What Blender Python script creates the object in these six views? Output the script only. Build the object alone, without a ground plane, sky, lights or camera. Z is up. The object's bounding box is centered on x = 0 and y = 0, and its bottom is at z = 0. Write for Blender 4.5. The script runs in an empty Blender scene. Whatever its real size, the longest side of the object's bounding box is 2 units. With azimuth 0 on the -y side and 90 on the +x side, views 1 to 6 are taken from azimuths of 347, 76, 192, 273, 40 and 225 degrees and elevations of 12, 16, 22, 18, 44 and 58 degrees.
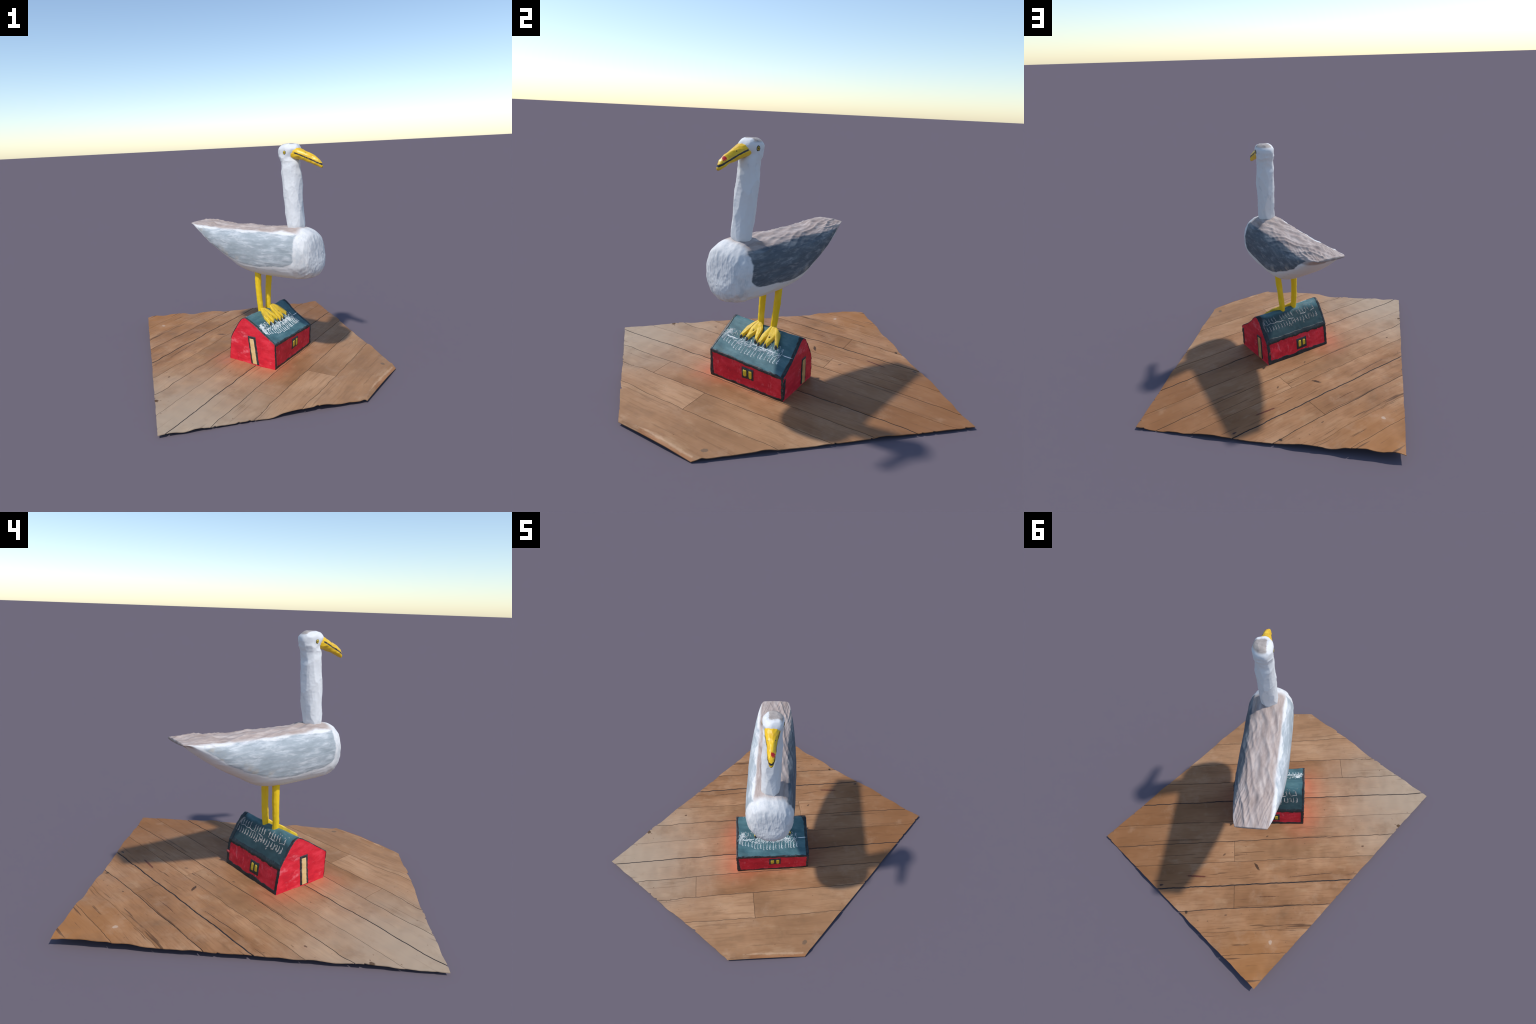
"""Carved and painted wooden gull standing on a small toy barn, on a piece of plank floor."""
import bpy, math, random
import numpy as np
from mathutils import Matrix, Vector

random.seed(7)
RNG = np.random.RandomState(11)

# ------------------------------------------------------------------ small maths
def hash3(ix, iy, iz, seed):
    n = (ix * 374761393 + iy * 668265263 + iz * 2147483647 + seed * 144269) & 0x7FFFFFFF
    n = ((n ^ (n >> 13)) * 1274126177) & 0x7FFFFFFF
    return ((n ^ (n >> 16)) & 0xFFFF) / 65535.0

def vnoise(p, seed=0):
    """smooth value noise, -1..1, on an (n,3) array"""
    p = np.asarray(p, float)
    i = np.floor(p).astype(np.int64)
    f = p - i
    f = f * f * f * (f * (f * 6 - 15) + 10)
    out = 0
    for dx in (0, 1):
        for dy in (0, 1):
            for dz in (0, 1):
                w = (f[:, 0] if dx else 1 - f[:, 0]) * (f[:, 1] if dy else 1 - f[:, 1]) * (f[:, 2] if dz else 1 - f[:, 2])
                out = out + w * hash3(i[:, 0] + dx, i[:, 1] + dy, i[:, 2] + dz, seed)
    return out * 2 - 1

def n1(x, seed=0):
    x = np.atleast_1d(np.asarray(x, float))
    return vnoise(np.stack([x, np.zeros_like(x), np.zeros_like(x)], 1), seed)

def pchip(x, y, xi):
    x, y, xi = (np.asarray(v, float) for v in (x, y, xi))
    h = np.diff(x); d = np.diff(y) / h; m = np.zeros_like(y)
    for i in range(1, len(x) - 1):
        if d[i - 1] * d[i] > 0:
            wa = 2 * h[i] + h[i - 1]; wb = h[i] + 2 * h[i - 1]
            m[i] = (wa + wb) / (wa / d[i - 1] + wb / d[i])
    m[0] = d[0]; m[-1] = d[-1]
    k = np.clip(np.searchsorted(x, xi) - 1, 0, len(x) - 2); s = (xi - x[k]) / h[k]
    return (2*s**3 - 3*s**2 + 1) * y[k] + (s**3 - 2*s**2 + s) * h[k] * m[k] + (-2*s**3 + 3*s**2) * y[k+1] + (s**3 - s**2) * h[k] * m[k+1]

def sstep(a, b, x):
    t = np.clip((x - a) / (b - a), 0, 1)
    return t * t * (3 - 2 * t)

def gouges(p, centres, size, weight=None):
    """shallow scoops left by a gouge: squared distance to the nearest centre, ridges where scoops meet"""
    q = p / np.asarray(size); c = centres / np.asarray(size)
    out = np.empty(len(q))
    for a in range(0, len(q), 4000):
        d = ((q[a:a+4000, None] - c[None]) ** 2).sum(2)
        out[a:a+4000] = d.min(1)
    out = np.minimum(out, 1.6)
    w = np.ones(len(q)) if weight is None else weight + 1e-6
    return np.clip(out - (out*w).sum()/w.sum(), -.6, .8) + .45

# ------------------------------------------------------------------ mesh helpers
def new_object(name, verts, faces, mat, parent=None, smooth=True, kind=None):
    me = bpy.data.meshes.new(name)
    me.from_pydata([tuple(map(float, v)) for v in verts], [], [tuple(int(i) for i in f) for f in faces])
    me.update()
    ob = bpy.data.objects.new(name, me)
    bpy.context.scene.collection.objects.link(ob)
    if mat: me.materials.append(mat)
    if smooth: me.shade_smooth()
    if parent: ob.parent = parent
    if kind: ob["kind"] = kind
    return ob

def grid_faces(nr, nc, closed=True, base=0):
    f = []
    for i in range(nr - 1):
        for j in range(nc if closed else nc - 1):
            k = (j + 1) % nc
            f.append((base + i*nc + j, base + i*nc + k, base + (i+1)*nc + k, base + (i+1)*nc + j))
    return f

def loft(rings, cap0=True, cap1=True):
    """rings: (nr, nc, 3) closed cross-sections -> verts, faces with fan caps"""
    nr, nc, _ = rings.shape
    v = rings.reshape(-1, 3); f = grid_faces(nr, nc)
    extra = []
    if cap0:
        extra.append(rings[0].mean(0)); k = len(v) + len(extra) - 1
        f += [((j + 1) % nc, j, k) for j in range(nc)]
    if cap1:
        extra.append(rings[-1].mean(0)); k = len(v) + len(extra) - 1; b = (nr - 1) * nc
        f += [(b + j, b + (j + 1) % nc, k) for j in range(nc)]
    if extra: v = np.vstack([v, extra])
    return v, f

def normals_of(v, f):
    me = bpy.data.meshes.new("helper")
    me.from_pydata([tuple(map(float, x)) for x in v], [], [tuple(map(int, x)) for x in f]); me.update()
    n = np.empty(len(v) * 3); me.vertex_normals.foreach_get("vector", n)
    bpy.data.meshes.remove(me)
    return n.reshape(-1, 3)

def sharp_by_angle(ob, deg):
    try: ob.data.set_sharp_from_angle(angle=math.radians(deg))
    except Exception: pass

# ------------------------------------------------------------------ node helpers
class Mat:
    def __init__(self, name, rough=0.6, spec=0.3):
        self.m = bpy.data.materials.new(name); self.m.use_nodes = True
        self.t = self.m.node_tree; self.b = self.t.nodes["Principled BSDF"]
        self.b.inputs["Roughness"].default_value = rough
        self.b.inputs["Specular IOR Level"].default_value = spec
        self.co = self.t.nodes.new("ShaderNodeTexCoord").outputs["Object"]
    def link(self, a, b): self.t.links.new(a, b)
    def put(self, sock, v):
        if hasattr(v, "is_linked"): self.link(v, sock)
        elif isinstance(v, (tuple, list)) and len(v) == 3 and sock.type == "RGBA": sock.default_value = (*v, 1)
        else: sock.default_value = v
    def sep(self, v=None):
        n = self.t.nodes.new("ShaderNodeSeparateXYZ"); self.put(n.inputs[0], v or self.co); return n.outputs
    def math(self, op, a, b=0.0, c=None, clamp=False):
        n = self.t.nodes.new("ShaderNodeMath"); n.operation = op; n.use_clamp = clamp
        self.put(n.inputs[0], a); self.put(n.inputs[1], b)
        if c is not None: self.put(n.inputs[2], c)
        return n.outputs[0]
    def mapping(self, scale=(1, 1, 1), rot=(0, 0, 0), loc=(0, 0, 0), v=None, kind="POINT"):
        n = self.t.nodes.new("ShaderNodeMapping"); n.vector_type = kind
        n.inputs["Scale"].default_value = scale; n.inputs["Rotation"].default_value = rot; n.inputs["Location"].default_value = loc
        self.put(n.inputs["Vector"], v or self.co); return n.outputs[0]
    def noise(self, scale, detail=3.0, rough=0.55, v=None, dist=0.0, color=False):
        n = self.t.nodes.new("ShaderNodeTexNoise"); n.inputs["Scale"].default_value = scale
        n.inputs["Detail"].default_value = detail; n.inputs["Roughness"].default_value = rough; n.inputs["Distortion"].default_value = dist
        self.put(n.inputs["Vector"], v or self.co); return n.outputs["Color" if color else "Fac"]
    def ramp(self, f, stops, interp="LINEAR"):
        n = self.t.nodes.new("ShaderNodeValToRGB"); r = n.color_ramp; r.interpolation = interp
        while len(r.elements) < len(stops): r.elements.new(0.5)
        for e, (p, c) in zip(r.elements, stops):
            e.position = p; e.color = (c, c, c, 1) if isinstance(c, (int, float)) else (*c, 1)
        self.put(n.inputs[0], f); return n.outputs[0]
    def step(self, x, a, b):
        n = self.t.nodes.new("ShaderNodeMapRange"); n.interpolation_type = "SMOOTHSTEP"
        self.put(n.inputs["Value"], x); n.inputs["From Min"].default_value = a; n.inputs["From Max"].default_value = b
        return n.outputs[0]
    def curve(self, x, x0, x1, pts, y0, y1):
        """float curve through points given in real units"""
        u = self.math("DIVIDE", self.math("SUBTRACT", x, x0), x1 - x0, clamp=True)
        n = self.t.nodes.new("ShaderNodeFloatCurve"); c = n.mapping.curves[0]
        pts = sorted(((px - x0) / (x1 - x0), (py - y0) / (y1 - y0)) for px, py in pts)
        c.points[0].location = pts[0]; c.points[1].location = pts[-1]
        for p in pts[1:-1]: c.points.new(*p)
        n.mapping.update(); self.put(n.inputs["Value"], u)
        return self.math("ADD", self.math("MULTIPLY", n.outputs[0], y1 - y0), y0)
    def mix(self, f, a, b, mode="MIX"):
        n = self.t.nodes.new("ShaderNodeMix"); n.data_type = "RGBA"; n.blend_type = mode
        self.put(n.inputs["Factor"], f); self.put(n.inputs[6], a); self.put(n.inputs[7], b); return n.outputs[2]
    def color(self, c): self.put(self.b.inputs["Base Color"], c); return self
    def bump(self, h, strength=0.3, distance=0.004):
        n = self.t.nodes.new("ShaderNodeBump"); n.inputs["Strength"].default_value = strength; n.inputs["Distance"].default_value = distance
        self.put(n.inputs["Height"], h); self.link(n.outputs[0], self.b.inputs["Normal"]); return self

def flecked(name, base, dark, light, scale=30, rough=0.5, stretch=(1, 1, 1), spec=0.35, bump=0.25):
    """hand-brushed paint: base colour with thin darker and lighter passages"""
    m = Mat(name, rough, spec)
    v = m.mapping(scale=stretch)
    a = m.noise(scale, 4, 0.6, v); b = m.noise(scale * 0.35, 2, 0.5, v)
    c = m.mix(m.step(a, 0.50, 0.72), base, light)
    c = m.mix(m.step(b, 0.50, 0.75), c, dark)
    m.color(c).bump(m.noise(scale * 2, 3, 0.6, v), bump, 0.003)
    return m.m

# ------------------------------------------------------------------ frames
FWD = np.array([0.614, -0.789, 0.0]); FWD /= np.linalg.norm(FWD)      # where the gull faces
LEFT = np.array([-FWD[1], FWD[0], 0.0])
ORIGIN = np.array([0.058, -0.060, 0.0])
def to_bird(p):
    d = np.asarray(p, float) - ORIGIN
    return np.stack([d @ FWD, d @ LEFT, d[..., 2]], -1)

def empty(name, label, category):
    o = bpy.data.objects.new(name, None); bpy.context.scene.collection.objects.link(o)
    o.empty_display_size = 0.1; o["label"] = label; o["category"] = category
    return o
gull = empty("carved_gull", "white carved wooden gull standing on a red toy barn", "wooden sculpture")
gull.location = ORIGIN; gull.rotation_euler = (0, 0, math.atan2(FWD[1], FWD[0]))

# ================================================================== TORSO
KU = [-.645, -.62, -.55, -.42, -.27, -.1, .05, .4]
TOP = [0.9947, 0.996, 1.0017, 0.9926, 0.9841, 0.988, 0.9898, 1.0174]
BOT = [0.9761, 0.9728, 0.9148, 0.8198, 0.7336, 0.6523, 0.6364, 0.6365]
HALF = [0.0958, 0.1075, 0.1254, 0.1471, 0.1621, 0.1697, 0.1685, 0.1657]
NT, NB, C0, C1, UMAX, ZC, MT, MB, MW, U0, ROLL, C2, SWEEP = 2.67, 2.42, -.0036, -.0155, .4698, .7663, 4.65, 4.68, 4.94, .0343, -.0439, .0137, .0622

def torso_rings(nb=170, nf=70, nc=220):
    r = np.linspace(0, 1, nf)[::-1]                      # breast closes as a superellipse
    tr = (1 - r ** 4.7) ** (1 / 4.7)
    t_front = np.unique(np.concatenate([np.linspace(0, tr[8], 40), tr[8:]]))
    su = np.concatenate([np.linspace(-.645, U0, nb)[:-1], U0 + (UMAX - U0) * t_front])
    T, Bm, H = pchip(KU, TOP, su), pchip(KU, BOT, su), pchip(KU, HALF, su)
    t = np.clip((su - U0) / (UMAX - U0), 0, 1)
    e = 1e-7
    T = ZC + (T - ZC) * (1 - t**MT + e)**(1/MT); Bm = ZC + (Bm - ZC) * (1 - t**MB + e)**(1/MB); H = H * (1 - t**MW + e)**(1/MW)
    th = np.linspace(0, 2*np.pi, nc, endpoint=False)
    c, s = np.cos(th)[None], np.sin(th)[None]
    n = np.where(s > 0, NT, NB); ff = (t**2)[:, None] * .5
    n = n * (1 - ff) + 2.2 * ff
    ww = np.sign(c) * np.abs(c)**(2/n); zz = np.sign(s) * np.abs(s)**(2/n)
    z = ((T + Bm) / 2)[:, None] + ((T - Bm) / 2)[:, None] * zz
    S = su[:, None]
    # the gull's right shoulder is cut away more, the low breast swells forward
    rt = (c < 0)*(s > 0)*sstep(-.05, .22, S)
    ww = ww*(1 - .055*rt*np.clip(zz, 0, 1)**1.0*(1 - zz**8)); z = z - .009*rt*np.abs(ww)**2*np.clip(zz, 0, 1)
    w = C0 + C1*S + C2*S**2 + H[:, None]*ww + ROLL*(z - .8)
    u = S + SWEEP*(z - .8)*np.clip((S + .1)/.4, 0, 1)
    u = u + .026*np.exp(-((z - .735)/.095)**2 - ((w - .01)/.105)**2)*t[:, None]**3
    z = z - .006*np.exp(-((S - .18)/.10)**2)*(s > 0)*np.clip(zz, 0, 1)**2
    return np.stack([np.broadcast_to(u, z.shape), w, z], -1)

def build_torso(mat):
    v, f = loft(torso_rings())
    n = normals_of(v, f)
    up = sstep(.35, .8, n[:, 2]); breast = sstep(.28, .38, v[:, 0]) * (1 - up)*(1 - .7*sstep(.93, .98, v[:, 2]))
    side = np.clip(1 - up - breast, 0, 1)
    pick = lambda cond, k: v[RNG.choice(np.flatnonzero(cond), k, replace=False)]
    # back: long scoops running tailwards and a little across; p is turned before measuring
    a = math.radians(14); R = np.array([[math.cos(a), -math.sin(a), 0], [math.sin(a), math.cos(a), 0], [0, 0, 1]])
    warp = v + np.stack([np.zeros(len(v)), .012 * vnoise(v * 9, 3), np.zeros(len(v))], 1)
    g_back = gouges(warp @ R, pick(n[:, 2] > .3, 120) @ R, (.150, .027, .05), up)
    g_fine = gouges(warp @ R.T, pick(n[:, 2] > .3, 260) @ R.T, (.10, .010, .04), up)
    g_breast = gouges(warp, pick(v[:, 0] > .3, 230), (.024, .015, .060), breast)
    g_side = gouges(v, pick(np.abs(n[:, 1]) > .5, 150), (.20, .05, .030), side)
    tail = 1 - sstep(-.5, -.25, v[:, 0])
    d = up * (1 - .6*sstep(.18, .34, v[:, 0]))*(.0140 * (g_back - .45) + (.0020 + .003 * tail) * (g_fine - .45))
    d += breast * .0048 * (g_breast - .45) + side * .0022 * (g_side - .45)
    d += .0012 * vnoise(v * np.array([10, 22, 26]), 5) + .0005 * vnoise(v * np.array([30, 60, 70]), 8)
    # rough, lumpy low front of the breast
    low = breast * (1 - sstep(.80, .90, v[:, 2]))
    d += low * .0007 * vnoise(v * 75, 21)
    pole = v[np.argmax(v[:, 0])]; d *= sstep(.004, .022, np.linalg.norm(v - pole, axis=1))
    d *= sstep(-.645, -.60, v[:, 0])*.75 + .25
    v = v + n * d[:, None]
    return new_object("torso", v, f, mat, gull)

def torso_material():
    m = Mat("painted_plumage", 0.62, 0.25)
    wob = m.noise(16, 4, 0.65, m.mapping(scale=(.5, 1, 1)))
    wob = m.math("MULTIPLY", m.math("SUBTRACT", wob, .5), .036)
    x, y, z = m.sep()[:3]
    xs = m.math("ADD", x, m.math("MULTIPLY", wob, 1.2)); zs = m.math("ADD", z, wob)
    low = m.curve(x, -.65, .45, [(-.65, 1.02), (-.557, .965), (-.484, .915), (-.381, .845), (-.246, .782), (-.10, .735), (.05, .722), (.17, .735), (.30, .745), (.38, .79), (.45, .9)], .6, 1.1)
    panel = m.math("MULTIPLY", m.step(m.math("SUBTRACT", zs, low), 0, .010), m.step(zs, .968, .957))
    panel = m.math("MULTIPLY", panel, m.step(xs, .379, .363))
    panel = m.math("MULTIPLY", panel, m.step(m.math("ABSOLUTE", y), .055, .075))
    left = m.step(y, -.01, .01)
    streak = m.noise(7, 5, 0.6, m.mapping(rot=(0, .10, 0), scale=(1.6, 5, 8)), dist=.8)
    patchy = m.noise(5.5, 3, .55, m.mapping(rot=(0, -.25, 0), scale=(1.0, 1, 2.2)))
    streak = m.math("ADD", m.math("MULTIPLY", streak, .5), m.math("MULTIPLY", patchy, .5))
    chalk = m.mix(m.noise(5, 3, .5), (.755, .75, .75), (.70, .69, .67))
    chalk = m.mix(m.step(m.noise(38, 4, .6), .56, .74), chalk, (.61, .64, .66))
    brushed = m.math("MULTIPLY", m.step(x, .33, .42), m.step(m.noise(17, 5, .65, m.mapping(scale=(1, 1.6, .6))), .44, .66))
    chalk = m.mix(m.math("MULTIPLY", brushed, .55), chalk, (.44, .48, .51))
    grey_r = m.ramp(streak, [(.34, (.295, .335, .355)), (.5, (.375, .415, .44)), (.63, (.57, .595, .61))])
    grey_l = m.ramp(streak, [(.34, (.070, .086, .105)), (.52, (.105, .126, .148)), (.66, (.22, .24, .255))])  # left panel: part of the original's shade put into a darker grey
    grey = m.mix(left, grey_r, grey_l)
    # tan wear low on the panel
    wear = m.math("MULTIPLY", m.step(m.math("SUBTRACT", zs, low), .075, .01), m.step(m.noise(13, 3, .6), .48, .62))
    wear = m.math("MULTIPLY", wear, m.step(x, .05, -.15))
    grey = m.mix(m.math("MULTIPLY", wear, .7), grey, (.48, .43, .36))
    # back tinted darker and pinkish: the top's shade painted in; edges follow tool marks
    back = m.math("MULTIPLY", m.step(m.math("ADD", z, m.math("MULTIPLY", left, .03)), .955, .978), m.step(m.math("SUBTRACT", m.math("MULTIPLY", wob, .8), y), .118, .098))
    back = m.math("MULTIPLY", back, m.step(m.math("ADD", x, m.math("MULTIPLY", wob, 2)), .40, .34))
    back_shade = m.ramp(m.noise(22, 4, .6, m.mapping(scale=(.35, 1.3, 1))), [(.30, (.315, .245, .215)), (.52, (.425, .345, .31)), (.74, (.55, .475, .435))])
    c = m.mix(back, chalk, back_shade)
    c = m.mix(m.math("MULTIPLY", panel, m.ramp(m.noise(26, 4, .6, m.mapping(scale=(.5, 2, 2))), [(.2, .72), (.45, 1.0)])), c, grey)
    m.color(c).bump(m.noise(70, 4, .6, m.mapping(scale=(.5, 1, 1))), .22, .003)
    return m.m

# ================================================================== NECK AND HEAD (one surface, split by region)
KZ = [.955, 1.02, 1.12, 1.25, 1.36, 1.40, 1.44, 1.48, 1.515, 1.6]
NCU = [0.3029, 0.302, 0.291, 0.2795, 0.273, 0.2708, 0.2655, 0.2505, 0.2601, 0.266]
NA = [0.0333, 0.0591, 0.0644, 0.0679, 0.0685, 0.0627, 0.0668, 0.0649, 0.0824, 0.0808]
NBW = [0.0471, 0.0612, 0.062, 0.0625, 0.0586, 0.0582, 0.0562, 0.0608, 0.063, 0.0844]
HEAD_TOP, HEAD_Z0, NECK_EXP, DOME = 1.5682, 1.5062, 2.18, 2.345

def build_neck_head(mat_neck, mat_head):
    nc = 120
    r = np.linspace(0, 1, 45)[::-1]
    t = (1 - r**DOME)**(1/DOME)
    Z = np.concatenate([np.linspace(.955, HEAD_Z0, 190)[:-1], HEAD_Z0 + (HEAD_TOP - HEAD_Z0)*t])
    tt = np.clip((Z - HEAD_Z0)/(HEAD_TOP - HEAD_Z0), 0, 1); dome = (1 - tt**DOME + 1e-7)**(1/DOME)
    cu, a, b = pchip(KZ, NCU, Z), pchip(KZ, NA, Z)*dome, pchip(KZ, NBW, Z)*dome
    th = np.linspace(0, 2*np.pi, nc, endpoint=False); c, s = np.cos(th)[None], np.sin(th)[None]
    uu = np.sign(c)*np.abs(c)**(2/NECK_EXP); ww = np.sign(s)*np.abs(s)**(2/NECK_EXP)
    rings = np.stack([cu[:, None] + a[:, None]*uu, (.0018 + .029*(Z - 1.25))[:, None] + b[:, None]*ww, np.broadcast_to(Z[:, None], (len(Z), nc))], -1)
    v, f = loft(rings)
    n = normals_of(v, f)
    k = RNG.choice(len(v), 100, replace=False)
    head_w = sstep(1.36, 1.47, v[:, 2])
    g = gouges(v + .006*np.stack([vnoise(v*20, i) for i in (1, 2, 3)], 1), v[k], (.038, .038, .115), 1 - head_w)
    head_w = sstep(1.36, 1.47, v[:, 2])
    k2 = RNG.choice(np.flatnonzero(v[:, 2] > 1.40), 60, replace=False)
    g2 = gouges(v, v[k2], (.022, .022, .022), head_w)
    d = (1 - head_w)*.0110*(g - .45) + head_w*.0028*(g2 - .45) + .0008*vnoise(v*np.array([30, 30, 14]), 4) + .0004*vnoise(v*90, 6)
    for ex, ey, ez in ((.260, -.056, 1.507), (.274, .070, 1.512)):       # smooth seats for the eyes
        d *= 1 - np.exp(-(((v - np.array([ex, ey, ez]))**2).sum(1)/.024**2))
    v = v + n*d[:, None]
    n = normals_of(v, f)
    zc = np.array([np.mean([v[i][2] for i in q]) for q in f])
    out = []
    for name, mask, mat in (("neck", zc < 1.43, mat_neck), ("head", zc >= 1.43, mat_head)):
        ff = [f[i] for i in np.flatnonzero(mask)]
        used = np.unique(np.concatenate([np.array(q) for q in ff])); remap = {int(o): i for i, o in enumerate(used)}
        ob = new_object(name, v[used], [[remap[int(i)] for i in q] for q in ff], mat, gull)
        ob.data.normals_split_custom_set_from_vertices([tuple(x) for x in n[used]])
        out.append(ob)
    return out

def neck_material():
    m = Mat("white_paint", 0.55, 0.3)
    x, y, z = m.sep()[:3]
    c = m.mix(m.noise(9, 3, .5, m.mapping(scale=(1, 1, .4))), (.765, .762, .76), (.71, .712, .71))
    c = m.mix(m.step(m.noise(34, 4, .6, m.mapping(scale=(1, 1, .5))), .56, .76), c, (.61, .635, .65))
    # shade painted on the crown: brownish, ragged edge, set back and towards the left
    px = m.math("ADD", x, m.math("MULTIPLY", m.math("SUBTRACT", m.noise(40, 3, .6), .5), .035))
    crown = m.math("MULTIPLY", m.step(z, 1.538, 1.552), m.step(px, .302, .288))
    crown = m.math("MULTIPLY", crown, m.step(m.math("ADD", y, m.math("MULTIPLY", m.math("SUBTRACT", m.noise(30, 3, .6), .5), .03)), -.022, -.012))
    tan = m.ramp(m.noise(45, 4, .6, m.mapping(scale=(1, .4, 1))), [(.35, (.27, .215, .18)), (.7, (.43, .365, .32))])
    c = m.mix(m.math("MULTIPLY", crown, .85), c, tan)
    m.color(c).bump(m.noise(80, 4, .6), .2, .003)
    return m.m

# ================================================================== BEAK, EYES, NOSTRILS
BU = [.300, .320, .345, .365, .40, .44, .475, .498, .512, .519]
BT = [1.538, 1.538, 1.533, 1.5235, 1.507, 1.489, 1.470, 1.452, 1.434, 1.420]
BB = [1.466, 1.462, 1.458, 1.453, 1.442, 1.430, 1.415, 1.404, 1.399, 1.401]
BH = [.046, .045, .042, .037, .0305, .0265, .023, .0185, .0135, .007]
MOUTH = [(.30, 1.508), (.334, 1.501), (.377, 1.4845), (.42, 1.466), (.458, 1.4505), (.489, 1.4355), (.53, 1.417)]

def build_beak(mat, parent):
    nu, nc = 90, 72
    U = np.concatenate([np.linspace(.300, .50, 70), np.linspace(.50, .519, 21)[1:]])
    T, B, H = pchip(BU, BT, U), pchip(BU, BB, U), pchip(BU, BH, U)
    th = np.linspace(0, 2*np.pi, nc, endpoint=False); c, s = np.cos(th)[None], np.sin(th)[None]
    n = 2.5
    ww = np.sign(c)*np.abs(c)**(2/n); zz = np.sign(s)*np.abs(s)**(2/n)
    z = ((T + B)/2)[:, None] + ((T - B)/2)[:, None]*zz
    w = .005 + H[:, None]*ww*(1 - .18*np.clip(zz, 0, 1))
    rings = np.stack([np.broadcast_to(U[:, None], z.shape), w, z], -1)
    v, f = loft(rings)
    nn = normals_of(v, f)
    g = gouges(v, v[RNG.choice(len(v), 60, replace=False)], (.03, .012, .012))
    line = np.interp(v[:, 0], [p[0] for p in MOUTH], [p[1] for p in MOUTH])
    d = .0022*(g - .45) - .0018*np.exp(-((v[:, 2] - line)/.0028)**2)
    v = v + nn*d[:, None]
    return new_object("beak", v, f, mat, parent)

def beak_material():
    m = Mat("yellow_beak_paint", 0.38, 0.45)
    x, y, z = m.sep()[:3]
    c = m.ramp(m.noise(30, 4, .6, m.mapping(scale=(.5, 1, 1))), [(.3, (.70, .40, .015)), (.5, (.83, .51, .015)), (.75, (.90, .60, .03))])
    line = m.curve(x, .30, .53, MOUTH, 1.38, 1.54)
    off = m.math("ADD", m.math("ABSOLUTE", m.math("SUBTRACT", z, line)), m.math("MULTIPLY", m.math("SUBTRACT", m.noise(120, 3, .6), .5), .004))
    black = m.math("MULTIPLY", m.step(off, .0058, .0042), m.step(x, .322, .330))
    scuff = m.math("MULTIPLY", m.step(m.noise(160, 2, .5), .57, .65), m.step(y, .0, -.01))
    c = m.mix(m.math("MULTIPLY", black, m.math("SUBTRACT", 1.0, m.math("MULTIPLY", scuff, .7))), c, (.018, .022, .03))
    spot = m.t.nodes.new("ShaderNodeVectorMath"); spot.operation = "DISTANCE"
    m.link(m.co, spot.inputs[0]); spot.inputs[1].default_value = (.482, .016, 1.466)
    d = m.math("ADD", spot.outputs["Value"], m.math("MULTIPLY", m.math("SUBTRACT", m.noise(110, 3, .6),   .5), .030))
    c = m.mix(m.step(d, .0175, .0135), c, (.50, .016, .018))
    m.color(c).bump(m.noise(90, 3, .6), .15, .002)
    return m.m

def disc(name, centre, normal, rx, rz, thick, mat, parent, seed):
    """low painted dome, slightly irregular outline"""
    nrm = Vector(normal).normalized(); side = nrm.cross(Vector((0, 0, 1))).normalized(); up = side.cross(nrm)
    nr, nc = 7, 28
    wob = 1 + .07*n1(np.arange(nc)*.7, seed)
    rings = []
    for i in range(nr):
        q = 1 - i/(nr - 1)*.96
        h = thick*(1 - q**2.5)
        rings.append([Vector(centre) + side*(math.cos(a)*rx*q*wob[j]) + up*(math.sin(a)*rz*q*wob[j]) + nrm*(h if i else -.006) for j, a in enumerate(np.linspace(0, 2*math.pi, nc, endpoint=False))])
    v, f = loft(np.array(rings)[:, ::-1], True, True)
    return new_object(name, v, f, mat, parent)

def build_eyes(head, ring_m, iris_m, pupil_m):
    hv = np.array([x.co[:] for x in head.data.vertices]); hn = np.array([x.normal[:] for x in head.data.vertices])
    for (u, z, sgn, rx, rz) in ((.260, 1.507, -1, .0130, .0150), (.274, 1.512, 1, .0150, .0178)):
        d = np.hypot(hv[:, 0] - u, hv[:, 2] - z) + 10*(hv[:, 1]*sgn < 0)
        near = np.argsort(d)[:60]                           # seat the eye on the carved surface
        nrm = hn[near].mean(0); nv = Vector(nrm).normalized()
        w = np.median(hv[near, 1]) + sgn*.0014; p = Vector((u, w, z))
        k = .80 if sgn < 0 else .70
        disc("eye_ring", p, nrm, rx, rz, .0020, ring_m, head, 3 + sgn)
        disc("iris", p + nv*.0014, nrm, rx*k, rz*k, .0016, iris_m, head, 9 + sgn)
        disc("pupil", p + nv*.0026, nrm, rx*.30, rz*.40, .0012, pupil_m, head, 15 + sgn)

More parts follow.
